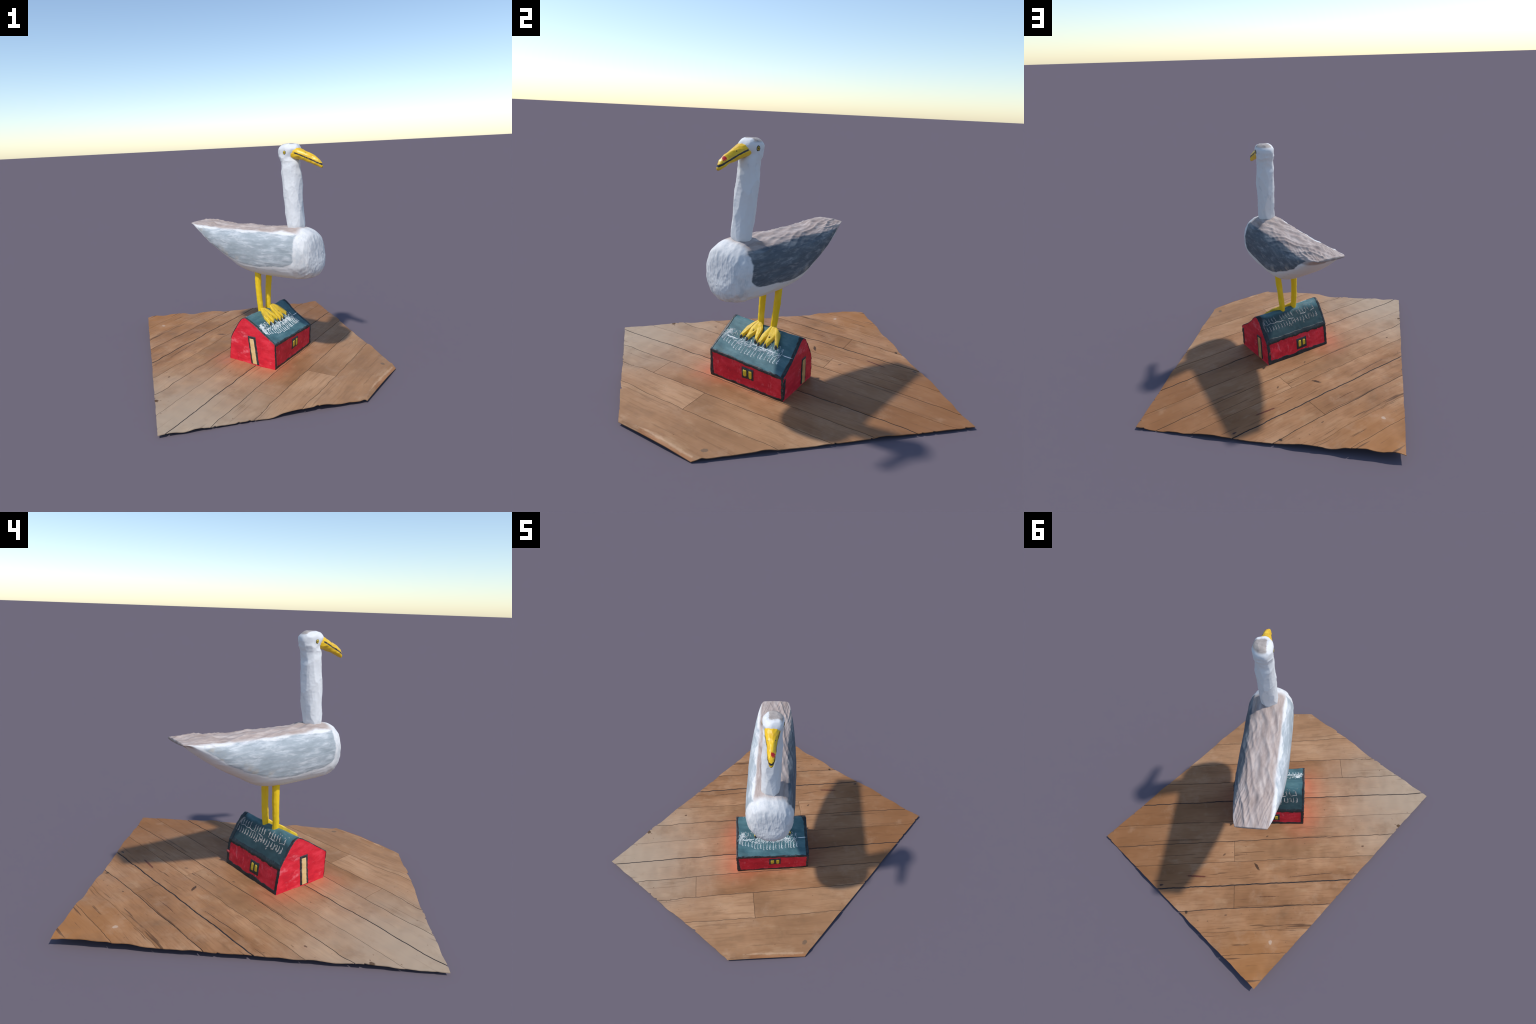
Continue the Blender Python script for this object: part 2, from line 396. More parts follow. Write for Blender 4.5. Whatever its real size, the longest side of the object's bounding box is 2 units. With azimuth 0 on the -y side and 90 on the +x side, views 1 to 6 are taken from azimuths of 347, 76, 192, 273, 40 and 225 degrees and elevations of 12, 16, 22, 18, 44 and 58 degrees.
# ================================================================== LEGS, FEET, CLAWS
def build_leg(bottom, top, mat, seed):
    nr, nc = 70, 48
    t = np.linspace(0, 1, nr); b, e = np.array(bottom), np.array(top)
    rings = []
    for i, q in enumerate(t):
        c = b + (e - b)*q + np.array([.002*math.sin(q*6 + seed), .002*math.sin(q*5 + 2*seed), 0])
        th = np.linspace(0, 2*np.pi, nc, endpoint=False) + seed*.4
        r = .0205 + .0035*q
        fac = np.cos(np.pi/7)/np.cos((th % (2*np.pi/7)) - np.pi/7)      # seven whittled flats
        rr = r*(.45 + .55*fac)
        rings.append(np.stack([c[0] + rr*np.cos(th)*1.05, c[1] + rr*np.sin(th)*.98, np.full(nc, c[2])], 1))
    v, f = loft(np.array(rings)); n = normals_of(v, f)
    g = gouges(v, v[RNG.choice(len(v), 45, replace=False)], (.016, .016, .05))
    v = v + n*(.0022*(g - .45) + .0008*vnoise(v*50, seed))[:, None]
    return new_object("leg", v, f, mat, gull)

# ---- roof plane in gull coordinates, under the feet (set after the barn is defined)
def build_foot(heel, outline, mat, claw_m, peg_m, hole, seed):
    """webbed foot: fan from the heel to three toes, high along the middle, lying on the roof"""
    heel = np.array(heel)
    key = np.array([0, .08, .17, .25, .37, .46, .54, .65, .75, .84, 1.0])
    toes = np.array([.21, .50, .795])
    na, nr = 121, 30
    a = np.unique(np.concatenate([np.linspace(0, 1, na), key])); na = len(a)
    front = np.stack([np.interp(a, key, [p[k] for p in outline]) for k in range(2)], 1)
    near = toes[np.argmin(np.abs(a[:, None] - toes[None]), 1)]
    crest = .5 + .5*np.cos(np.clip((a - near)/.16, -1, 1)*np.pi)
    side = sstep(0, .05, a)*sstep(0, .05, 1 - a)
    top, bot = [], []
    for i in range(nr):
        r = (i/(nr - 1))**.8
        p = heel[:2] + (front - heel[:2])*r
        zr = roof_z(p)
        h = .0245 + .006*(1 - r)**1.3 + .0020*crest*r
        h = h*(.80 + .20*side)*(1 - .22*sstep(.95, 1.0, r))
        top.append(np.stack([p[:, 0], p[:, 1], zr + h], 1))
        bot.append(np.stack([p[:, 0], p[:, 1], zr - .004], 1))
    top, bot = np.array(top), np.array(bot)
    v = np.vstack([top.reshape(-1, 3), bot.reshape(-1, 3)]); o = nr*na
    f = [(i*na + j, i*na + j + 1, (i+1)*na + j + 1, (i+1)*na + j) for i in range(nr - 1) for j in range(na - 1)]
    f = [q[::-1] for q in f]
    f += [tuple(o + k for k in q[::-1]) for q in f]
    f += [((nr-1)*na + j, (nr-1)*na + j + 1, o + (nr-1)*na + j + 1, o + (nr-1)*na + j)[::1] for j in range(na - 1)]
    f += [(j + 1, j, o + j, o + j + 1) for j in range(na - 1)]
    for j, s in ((0, 1), (na - 1, -1)):
        for i in range(nr - 1):
            q = (i*na + j, (i+1)*na + j, o + (i+1)*na + j, o + i*na + j); f.append(q[::s])
    n = normals_of(v, f)
    v[:o] += n[:o]*(.0012*vnoise(v[:o]*45, seed))[:, None]
    foot = new_object("foot", v, f, mat, gull); sharp_by_angle(foot, 40)
    import bmesh
    bm = bmesh.new(); bm.from_mesh(foot.data); bmesh.ops.recalc_face_normals(bm, faces=bm.faces); bm.to_mesh(foot.data); bm.free()
    for k in (2, 5, 8):
        tp = (np.array(outline[k]) + np.array(outline[k + 1]))/2; d = tp - heel[:2]; d /= np.linalg.norm(d); s = np.array([-d[1], d[0]])
        rings = []
        for q, wd, hh in ((-.010, .0070, .0110), (-.004, .0092, .0160), (.0015, .0088, .0145), (.0055, .0062, .0100), (.0080, .0020, .004)):
            c = tp + d*q; z0 = float(roof_z(c[None])[0])
            th = np.linspace(0, 2*np.pi, 16, endpoint=False)
            rings.append(np.stack([c[0] + s[0]*wd*np.cos(th), c[1] + s[1]*wd*np.cos(th), z0 + .003 + hh*.5 + hh*.85*np.sin(th)], 1))
        vv, ff = loft(np.array(rings)); new_object("claw", vv, ff, claw_m, foot)
    # dowel end showing on top of the foot
    hu, hw = hole; z0 = float(roof_z(np.array([[hu, hw]]))[0]); ring_m = M["dark_brown"]
    disc("dowel_ring", (hu, hw, z0 + .0282), (.58, 0, .8), .0074, .0074, .0008, ring_m, foot, seed)
    disc("dowel", (hu + .0012, hw, z0 + .0287), (.58, 0, .8), .0058, .0058, .0014, peg_m, foot, seed + 1)
    return foot

# ================================================================== BARN
B_S, B_E, B_N, B_W = (np.array(p) for p in ((.017, -.425), (.396, -.051), (.138, .210), (-.243, -.127)))
PROF_SW = [(0, .012), (-.003, .12), (-.006, .213), (.073, .266), (.149, .319), (.206, .353), (.240, .370), (.270, .357), (.311, .307), (.350, .246), (.375, .202), (.388, .12), (.400, .012)]
PROF_NE = [(0, .010), (-.005, .10), (-.011, .184), (.080, .242), (.150, .302), (.191, .343), (.219, .359), (.251, .340), (.289, .287), (.324, .237), (.351, .199), (.365, .11), (.372, .010)]
Q_EAVE, Q_RIDGE, Q_EAVE2 = 2.0, 6.0, 10.0

def _dense(pr):
    q = np.linspace(0, 12, 1201); p = np.array(pr)
    x, z = np.interp(q, range(13), p[:, 0]), np.interp(q, range(13), p[:, 1])
    def blur(y, s):
        k = np.exp(-.5*(np.arange(-3*s, 3*s + 1)/s)**2); k /= k.sum()
        return np.convolve(np.pad(y, 3*s, mode="reflect", reflect_type="odd"), k, "valid")
    wide, thin = (blur(x, 24), blur(z, 24)), (blur(x, 4), blur(z, 4))
    w = sstep(3.0, 4.2, q)*(1 - sstep(8, 9.2, q))
    return q, thin[0]*(1 - w) + wide[0]*w, thin[1]*(1 - w) + wide[1]*w
D_SW, D_NE = _dense(PROF_SW), _dense(PROF_NE)

def barn_point(s, q):
    s, q = np.broadcast_arrays(np.asarray(s, float), np.asarray(q, float))
    a = [np.interp(q, D_SW[0], D_SW[k]) for k in (1, 2)]; b = [np.interp(q, D_NE[0], D_NE[k]) for k in (1, 2)]
    dsw = (B_W - B_S)/np.linalg.norm(B_W - B_S); dne = (B_N - B_E)/np.linalg.norm(B_N - B_E)
    s = -.012 + 1.030*s      # the end walls lean out a little past the footprint
    A = B_S + a[0][..., None]*dsw; Bp = B_E + b[0][..., None]*dne
    xy = A*(1 - s[..., None]) + Bp*s[..., None]; z = a[1]*(1 - s) + b[1]*s
    z = z - .004*np.sin(np.pi*s)*sstep(3, 6, q)*(1 - sstep(6, 9, q))
    p = np.concatenate([xy, z[..., None]], -1)
    fl = p.reshape(-1, 3)
    lump = (.0022*vnoise(fl*14, 31) + .0010*vnoise(fl*38, 32)).reshape(s.shape)
    return p, lump

def barn_map(s, q, off=0.0):
    """point on the barn's walls and roof, pushed out by off metres (world frame -> gull frame)"""
    p, lump = barn_point(s, q)
    e = 1e-3
    ds = barn_point(np.asarray(s) + e, q)[0] - p; dq = barn_point(s, np.clip(np.asarray(q) + .05, 0, 12))[0] - barn_point(s, np.clip(np.asarray(q) - .05, 0, 12))[0]
    n = np.cross(ds, dq); n /= np.linalg.norm(n, axis=-1, keepdims=True) + 1e-12
    return to_bird(p + n*(lump + off)[..., None] if np.ndim(lump + off) else p + n*(lump + off))

def gable_map(end, p, z, off=0.0):
    """point on an end wall; p metres across from the south-east side, z height"""
    p, z = np.broadcast_arrays(np.asarray(p, float), np.asarray(z, float))
    A, Bp = (B_S, B_W) if end == 0 else (B_E, B_N)
    d = (Bp - A)/np.linalg.norm(Bp - A); n = np.array([d[1], -d[0]]) if end else np.array([-d[1], d[0]])
    xy = A + p[..., None]*d
    fl = np.stack([p.ravel()*16, z.ravel()*16, np.full(p.size, 3.0 + end)], 1)
    off = off + (.0075 if end == 0 else .0095)
    lump = (.0022*vnoise(fl, 41) + .0008*vnoise(fl*3, 42)).reshape(p.shape)
    if end == 0 or end == 1: n = n*(1 if ((A + n*.01 - (B_S + B_N)/2) @ n) > ((A - (B_S + B_N)/2) @ n) - 1e-9 and ((A - (B_S + B_N)/2) @ n) > 0 else -1)
    xy = xy + n*(lump + off)[..., None]
    return to_bird(np.concatenate([xy, z[..., None]], -1))

def roof_z(p):
    """height of the barn roof below gull-frame points (n,2)"""
    global _RZ
    try: _RZ
    except NameError:
        g = barn_map(*np.meshgrid(np.linspace(0, 1, 90), np.linspace(2, 10, 120), indexing="ij")); _RZ = g.reshape(-1, 3)
    p = np.asarray(p, float); out = np.empty(len(p))
    for i, x in enumerate(p):
        d = ((_RZ[:, :2] - x)**2).sum(1); k = np.argpartition(d, 6)[:6]; w = 1/(d[k] + 1e-6)
        out[i] = (_RZ[k, 2]*w).sum()/w.sum()
    return out

def patch(name, fn, l, lo, hi, mat, parent, off=.0020, cross=7, wob=.0, freq=60., seed=0, ends=0.0):
    """painted or applied strip: along l, between edges lo(l) and hi(l); its rim is sunk into the surface"""
    l = np.asarray(l, float); n = len(l)
    lo = lo(l) if callable(lo) else np.full(n, float(lo)); hi = hi(l) if callable(hi) else np.full(n, float(hi))
    lo = lo + wob*n1(l*freq, seed) + .5*wob*n1(l*freq*2.7, seed + 5); hi = hi + wob*n1(l*freq, seed + 1) + .5*wob*n1(l*freq*2.7, seed + 6)
    c = np.linspace(0, 1, cross)
    rim = np.concatenate([[0.0], np.linspace(.06, .94, cross - 2), [1.0]])
    V = lo[:, None] + (hi - lo)[:, None]*rim[None]
    Lg = np.repeat(l[:, None], cross, 1)
    o = np.full((n, cross), off); o[:, 0] = o[:, -1] = min(.0002, off - .0012); o[0] = o[-1] = min(.0002, off - .0012)
    p = fn(Lg, V, o)
    f = [(i*cross + j, (i+1)*cross + j, (i+1)*cross + j + 1, i*cross + j + 1) for i in range(n - 1) for j in range(cross - 1)]
    ob = new_object(name, p.reshape(-1, 3), f, mat, parent)
    return ob

def orient(ob, away):
    """make face normals point away from a given inside point"""
    me = ob.data; c = np.array([p.center[:] for p in me.polygons]); n = np.array([p.normal[:] for p in me.polygons])
    if ((c - np.asarray(away))*n).sum() < 0: me.flip_normals()

def build_barn(M):
    s = np.linspace(0, 1, 110); q = np.linspace(0, 12, 200)
    S, Q = np.meshgrid(s, q, indexing="ij")
    P = barn_map(S, Q, np.zeros(S.shape))
    inside = to_bird(np.array([.07, -.1, .15]))
    # walls with both end caps
    verts = [P.reshape(-1, 3)]; ns, nq = len(s), len(q)
    faces = [(i*nq + j, (i+1)*nq + j, (i+1)*nq + j + 1, i*nq + j + 1) for i in range(ns - 1) for j in range(nq - 1)]
    base = ns*nq
    for end, D in ((0, D_SW), (1, D_NE)):
        px, pz = np.interp(q, D[0], D[1]), np.interp(q, D[0], D[2])
        cx, cz = .2 if end == 0 else .185, .10
        nr = 26; rr = np.linspace(1, 0, nr)
        for r in rr[1:]:
            pp = cx + (px - cx)*r; zz = cz + (pz - cz)*r
            fade = sstep(0, .15, 1 - r)
            flat = gable_map(end, pp, zz, 0.0)
            if r > .9:   # ease from the shell's rim to the wall plane, softening the arris
                k = sstep(.9, 1.0, r)
                flat = flat*(1 - k) + (P[0 if end == 0 else -1]*r + flat*(1 - r))*k
            verts.append(flat)
        b0 = [0 + j if end == 0 else (ns - 1)*nq + j for j in range(nq)]
        rows = [b0] + [[base + i*nq + j for j in range(nq)] for i in range(nr - 1)]
        for i in range(nr - 1):
            for j in range(nq):
                k = (j + 1) % nq; t = (rows[i][j], rows[i][k], rows[i+1][k], rows[i+1][j]); faces.append(t if end == 0 else t[::-1])
        base += (nr - 1)*nq
    barn = new_object("barn", np.vstack(verts), faces, M["red"], gull); orient(barn, inside); sharp_by_angle(barn, 50)

    # roof shell
    qs = np.linspace(Q_EAVE - .05, Q_EAVE2 + .05, 130); S2, Q2 = np.meshgrid(np.linspace(-.002, 1.002, 110), qs, indexing="ij")
    off = np.full(S2.shape, .0022); off[0] = off[-1] = -.001; off[:, 0] = off[:, -1] = -.001
    P2 = barn_map(S2, Q2, off); nq = len(qs)
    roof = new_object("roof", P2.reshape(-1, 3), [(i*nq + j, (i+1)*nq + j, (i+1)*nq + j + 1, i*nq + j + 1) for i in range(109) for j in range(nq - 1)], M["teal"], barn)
    orient(roof, inside)

    def strip(name, fn, l, lo, hi, mat, par, **k):
        ob = patch(name, fn, l, lo, hi, mat, par, **k); orient(ob, inside); return ob
    along = lambda l, v, o: barn_map(l, v, o)
    up = lambda l, v, o: barn_map(v, l, o)
    L = np.linspace(0.0, 1.0, 120)
    # black outlines of the roof: eaves, then the sloping ends
    strip("eave_line", along, L, 1.83, 2.06, M["black"], barn, off=.0028, wob=.035, freq=22, seed=2)
    strip("eave_line", along, L, 9.55, 10.2, M["black_teal"], barn, off=.0028, wob=.07, freq=16, seed=4)
    Lq = np.linspace(1.9, 10.1, 160)
    strip("gable_line", up, Lq, -.003, lambda l: .027 + .005*np.sin(l*2), M["black"], barn, off=.0034, wob=.003, freq=3, seed=6)
    strip("gable_line", up, Lq, lambda l: .962 - .03*sstep(4.5, 7, l), 1.003, M["black_teal"], barn, off=.0034, wob=.004, freq=3, seed=8)
    # upright corners and the line along the ground
    Lw = np.linspace(0.25, 2.0, 60); Lw2 = np.linspace(10.0, 11.75, 60)
    strip("corner_line", up, Lw, -.004, lambda l: .034 - .012*(l - 1), M["black"], barn, off=.0016, wob=.003, freq=5, seed=10)
    strip("corner_line", up, Lw, .972, 1.003, M["black"], barn, off=.0016, wob=.003, freq=5, seed=11)
    strip("corner_line", up, Lw2, -.004, .040, M["black_teal"], barn, off=.0016, wob=.003, freq=5, seed=12)
    strip("corner_line", up, Lw2, .955, 1.003, M["black_teal"], barn, off=.0016, wob=.003, freq=5, seed=13)
    strip("ground_line", along, L, .05, .27, M["dark_brown"], barn, off=.0014, wob=.03, freq=25, seed=14)
    strip("ground_line", along, L, 11.60, 11.9, M["black_teal"], barn, off=.0014, wob=.05, freq=14, seed=15)
    # corner of the NE end wall is outlined too
    g = lambda end: (lambda l, v, o: gable_map(end, v, l, o))
    Lz = np.linspace(.03, .172, 50)
    strip("corner_line", g(1), Lz, -.004, .016, M["black"], barn, off=.0026, wob=.002, freq=60, seed=16)

    # doors: black frame with a pale leaf
    def door(end, x0, x1, x0b, x1b, z0, z1, frame, leaf_m, fw):
        fr = lambda l: x0b + (x0 - x0b)*(l - z0)/(z1 - z0); fl = lambda l: x1b + (x1 - x1b)*(l - z0)/(z1 - z0)
        strip("door_frame", g(end), np.linspace(z0, z1, 60), fr, fl, frame, barn, off=.0032, wob=.0016, freq=70, seed=20 + end)
        strip("door", g(end), np.linspace(z0 + .001, z1 - fw, 60), lambda l: fr(l) + fw*.95, lambda l: fl(l) - fw*.85, leaf_m, barn, off=.0048, wob=.001, freq=70, seed=24 + end)
    door(0, .156, .223, .134, .202, .032, .241, M["black"], M["cream"], .0155)
    door(1, .218, .276, .226, .290, .030, .214, M["black_teal"], M["ochre"], .0115)

    # windows: black board with two yellow panes each
    def window(s0, s1, qa, qb, frame, pane_m, sk, panes):
        strip("window_frame", along, np.linspace(s0, s1, 40), lambda l: qa + sk*(l - s0), lambda l: qb + sk*(l - s0), frame, barn, off=.0036, wob=.016, freq=45, seed=30 + int(qa))
        for k, (a, b, lo, hi) in enumerate(panes):
            mid, hw = (a + b)/2, (b - a)/2
            rnd = lambda l: np.sqrt(np.clip(1 - ((l - mid)/hw)**4, 0, 1))
            strip("pane", along, np.linspace(a, b, 24), (lambda l, lo=lo, hi=hi, rnd=rnd: (lo + hi)/2 - (hi - lo)/2*(.35 + .65*rnd(l)) + sk*(l - s0)), (lambda l, lo=lo, hi=hi, rnd=rnd: (lo + hi)/2 + (hi - lo)/2*(.8 + .2*rnd(l)) + sk*(l - s0)), pane_m, barn, off=.0052, wob=.02, freq=120, seed=40 + k + int(qa))
    window(.448, .610, .75, 1.62, M["black"], M["pane"], .3, ((.470, .518, .90, 1.46), (.547, .590, .84, 1.48)))
    window(.352, .520, 10.52, 11.42, M["black_teal"], M["pane"], .1, ((.378, .422, 10.68, 11.22), (.448, .492, 10.66, 11.26)))

    # scratched white strokes on both roof slopes: a spine with rows of hooked ribs
    def strokes(name, polys, width, mat):
        V, Fc = [], []
        for pl in polys:
            pl = np.array(pl, float)
            if len(pl) < 2: continue
            # direction in metres, then a half-width step back in (s, q)
            sm, qm = .53, .07
            d = np.gradient(pl*np.array([sm, qm]), axis=0); d /= np.linalg.norm(d, axis=1, keepdims=True) + 1e-9
            w = width*(.6 + .6*random.random())
            side = np.stack([-d[:, 1]/sm, d[:, 0]/qm], 1)*w
            tape = np.linspace(0, 1, len(pl)); tape = (np.minimum(tape, 1 - tape)*6).clip(.35, 1)[:, None]
            b = sum(len(x) for x in V)
            for k, o in ((-1, .0015), (0, .0042), (1, .0015)):
                qq = pl + side*tape*k
                V.append(barn_map(qq[:, 0], qq[:, 1], np.full(len(pl), o)))
            n = len(pl)
            for k in (0, 1):
                Fc += [(b + k*n + i, b + k*n + i + 1, b + (k+1)*n + i + 1, b + (k+1)*n + i) for i in range(n - 1)]
        ob = new_object(name, np.vstack(V), Fc, mat, roof, kind="stuff"); orient(ob, inside); return ob
    R = random.Random(5)
    j = lambda a: R.uniform(-a, a)
    tq = lambda t: 2 + 4*t
    polys = []
    for i in range(20):                                             # south-east slope
        s0 = .035 + i*.0425 + j(.006)
        base_t = .27 + .05*math.sin(i*.5) * .5
        top_t = .45 - .03*sstep(0, 8, i) + j(.02)
        low_t = (.24 - .012*min(i, 9)) + j(.015) + .004*max(0, i - 9)
        if i < 3: base_t += .06 - .02*i; low_t += .02
        # lower rib with a hooked foot
        polys.append([(s0 + .012, tq(base_t)), (s0 + .006 + j(.003), tq((base_t + low_t)/2)), (s0 + j(.004), tq(low_t)), (s0 + .010, tq(low_t - .012)), (s0 + .017, tq(low_t + .01))])
        if i > 6: polys.append([(s0 + .002, tq(low_t + .02)), (s0 + .016, tq(low_t + .035)), (s0 + .004, tq(low_t + .055))])
        # upper row of small crossed marks
        for k in range(3):
            c, t = s0 + j(.016), top_t + j(.035)
            polys.append([(c - .010, tq(t + j(.02))), (c + j(.004), tq(t + .02)), (c + .011, tq(t - .02 + j(.02)))])
        # crowded spine
        for k in range(9 if 5 < i < 18 else 5):
            c, t = s0 + j(.022), .315 + j(.05) + (.05 if i < 4 else 0)
            polys.append([(c - .012 + j(.006), tq(t - .02 + j(.02))), (c + j(.003), tq(t + j(.02))), (c + .012 + j(.006), tq(t + .02 + j(.02)))])
    for k in range(5):                                             # arc at the south end
        o = k*.011
        polys.append([(.034 + o, tq(.27 - .01*k)), (.040 + o, tq(.36)), (.062 + o*.9, tq(.44)), (.095 + o*.6, tq(.50))])
    strokes("white_scratches", polys, .0022, M["white_mark"])
    strokes("white_scratches", [[(x, tq(.335 + .002*math.sin(x*40))) for x in np.linspace(a, b, 12)] for a, b in ((.86, .99), (.08, .24), (.42, .80))], .0030, M["white_mark"])
    tn = lambda t: 10 - 4*t
    polys = []
    for i in range(19):                                             # north-west slope, same idea but tidier
        s0 = .93 - i*.0455 + j(.004); f = i/18
        hi, lo, mid = .735 - .02*f + j(.02), .36 + .02*f + j(.02), .53
        if i % 6 != 5:
            polys.append([(s0 + .012, tn(hi)), (s0 + .006, tn((hi + mid)/2)), (s0 - .002, tn(mid + .03))])
            polys.append([(s0 + .014, tn(hi - .02)), (s0 + .020, tn(hi - .07)), (s0 + .006, tn(hi - .09))])
        polys.append([(s0 - .004, tn(mid - .03)), (s0 - .010, tn((lo + mid)/2)), (s0 - .017, tn(lo)), (s0 - .008, tn(lo - .02)), (s0 - .003, tn(lo + .03))])
        if i > 7:
            for k in range(3):
                c, t = s0 + j(.018), (lo if k else hi) + j(.07); polys.append([(c - .006, tn(t)), (c, tn(t + .03)), (c + .006, tn(t + j(.02)))])
    for k in range(3): polys.append([(.905 + .012*k, tn(.76)), (.935 + .010*k, tn(.66)), (.952 + .006*k, tn(.50)), (.948, tn(.36))])
    strokes("white_scratches", polys, .0025, M["grey_mark"])
    strokes("white_scratches", [[(x, tn(.54 + .02*math.sin(x*9) + .012*math.sin(x*61))) for x in np.linspace(a, b, 16)] for a, b in ((.93, .60), (.57, .47), (.36, .25), (.19, .10))], .0030, M["grey_mark"])

    # torn flake near the north corner
    c = barn_map(np.array([.965]), np.array([11.0]), np.array([.004]))[0]
    rings = np.array([[c + np.array([.004 - .006*k, .012*math.cos(a)*(1 - k/4), .011*math.sin(a)*(1 - k/4) + .005*k]) for a in np.linspace(0, 6.283, 12, endpoint=False)] for k in range(4)])
    vv, ff = loft(rings); vv = vv + .004*np.stack([vnoise(vv*70, i) for i in (1, 2, 3)], 1)
    new_object("paint_flake", vv, ff, M["pink_flake"], barn)
    return barn

# ================================================================== FLOOR
ANG = math.radians(45.4)
DIR = np.array([math.cos(ANG), math.sin(ANG)]); ACR = np.array([-DIR[1], DIR[0]])
CORNERS = np.array([(-.822, -1.0), (.436, -1.0), (.827, -.637), (.826, .999), (-.821, .999)])
SEAMS = [-.717, -.507, -.327, -.146, .035, .208, .378, .562, .738, .902, 1.065]
GAPS = [.0028, .0034, .0038, .0068, .0020, .0042, .0024, .0086, .0044, .0014, .0024]
JOINTS = {2: (-.620,), 1: (-.192,), 6: (.275,), 8: (.275,)}
HEIGHTS = [(-.82, -1, .020), (-.82, -.6, .029), (-.82, -.2, .034), (-.82, .1, .038), (-.82, .4, .044), (-.82, .8, .057), (-.82, 1, .055),
           (-.6, 1, .052), (-.3, 1, .034), (0, 1, .019), (.3, 1, .025), (.56, 1, .013), (.69, 1, .004), (.82, 1, .020),
           (.826, .7, .015), (.826, .4, .022), (.826, .05, .016), (.826, -.3, .022), (.82, -.6, .016), (.62, -.8, .028), (.43, -1, .024),
           (.08, -1, .040), (-.3, -1, .012), (-.6, -1, .022), (0, -.7, .023), (.4, -.5, .019), (.6, -.3, .017), (.2, -.75, .024), (-.5, -.5, .028), (0, -.42, .027), (-.25, -.13, .032), (.4, -.05, .020), (.14, .21, .024), (-.4, .4, .032), (.4, .5, .022), (0, .6, .025)]

def floor_height(x, y):
    x, y = np.asarray(x, float), np.asarray(y, float)
    num = den = 0
    for hx, hy, hz in HEIGHTS:
        w = 1/(((x - hx)**2 + (y - hy)**2) + .004)**1.6
        num = num + w*hz; den = den + w
    h = num/den
    p = np.stack([x.ravel(), y.ravel(), np.zeros(x.size)], 1)
    bumpy = 1 - sstep(-.35, .25, x)
    h = h + (.0007 + .0030*bumpy)*vnoise(p*13, 51).reshape(x.shape) + .0006*vnoise(p*34, 52).reshape(x.shape)
    # rim: small waves, and the turned-down lip on the cut corner
    e = CORNERS[2] - CORNERS[1]; ln = np.linalg.norm(e); e = e/ln; nn = np.array([e[1], -e[0]])
    k = (x - CORNERS[1][0])*e[0] + (y - CORNERS[1][1])*e[1]; dist = -((x - CORNERS[1][0])*nn[0] + (y - CORNERS[1][1])*nn[1])
    lipw = .012 + .026*sstep(.25, .5, k/ln)
    h = h - .007*(1 - sstep(0, 1, dist/lipw)) + .0065*np.exp(-((dist - lipw*1.15)/.011)**2)
    rim = np.minimum.reduce([x + .822, .827 - x, y + 1, 1 - y])
    h = h + .0055*np.exp(-np.maximum(rim, 0)/.03)*vnoise(p*12, 55).reshape(x.shape)
    return np.maximum(h - .0008, .0043)

def span(b, pad=0.0):
    """where the line across = b crosses the outline: (first, last) position along the planks"""
    t = []
    n = len(CORNERS)
    for i in range(n):
        p, q = CORNERS[i], CORNERS[(i + 1) % n]
        bp, bq = p @ ACR, q @ ACR
        if abs(bq - bp) < 1e-9: continue
        f = (b - bp)/(bq - bp)
        if -1e-9 <= f <= 1 + 1e-9: t.append((p + (q - p)*f) @ DIR)
    return min(t) + pad, max(t) - pad

def ragged(a, b, seed):
    chip = max(0.0, n1(np.array([b*41 + 3*seed]), seed + 2)[0] - .84)*.10      # bites out of the sawn edge
    return .0026*n1(np.array([b*17 + 7*seed]), seed)[0] + .0010*n1(np.array([b*61]), seed + 1)[0] + (chip if a == 0 else -chip)

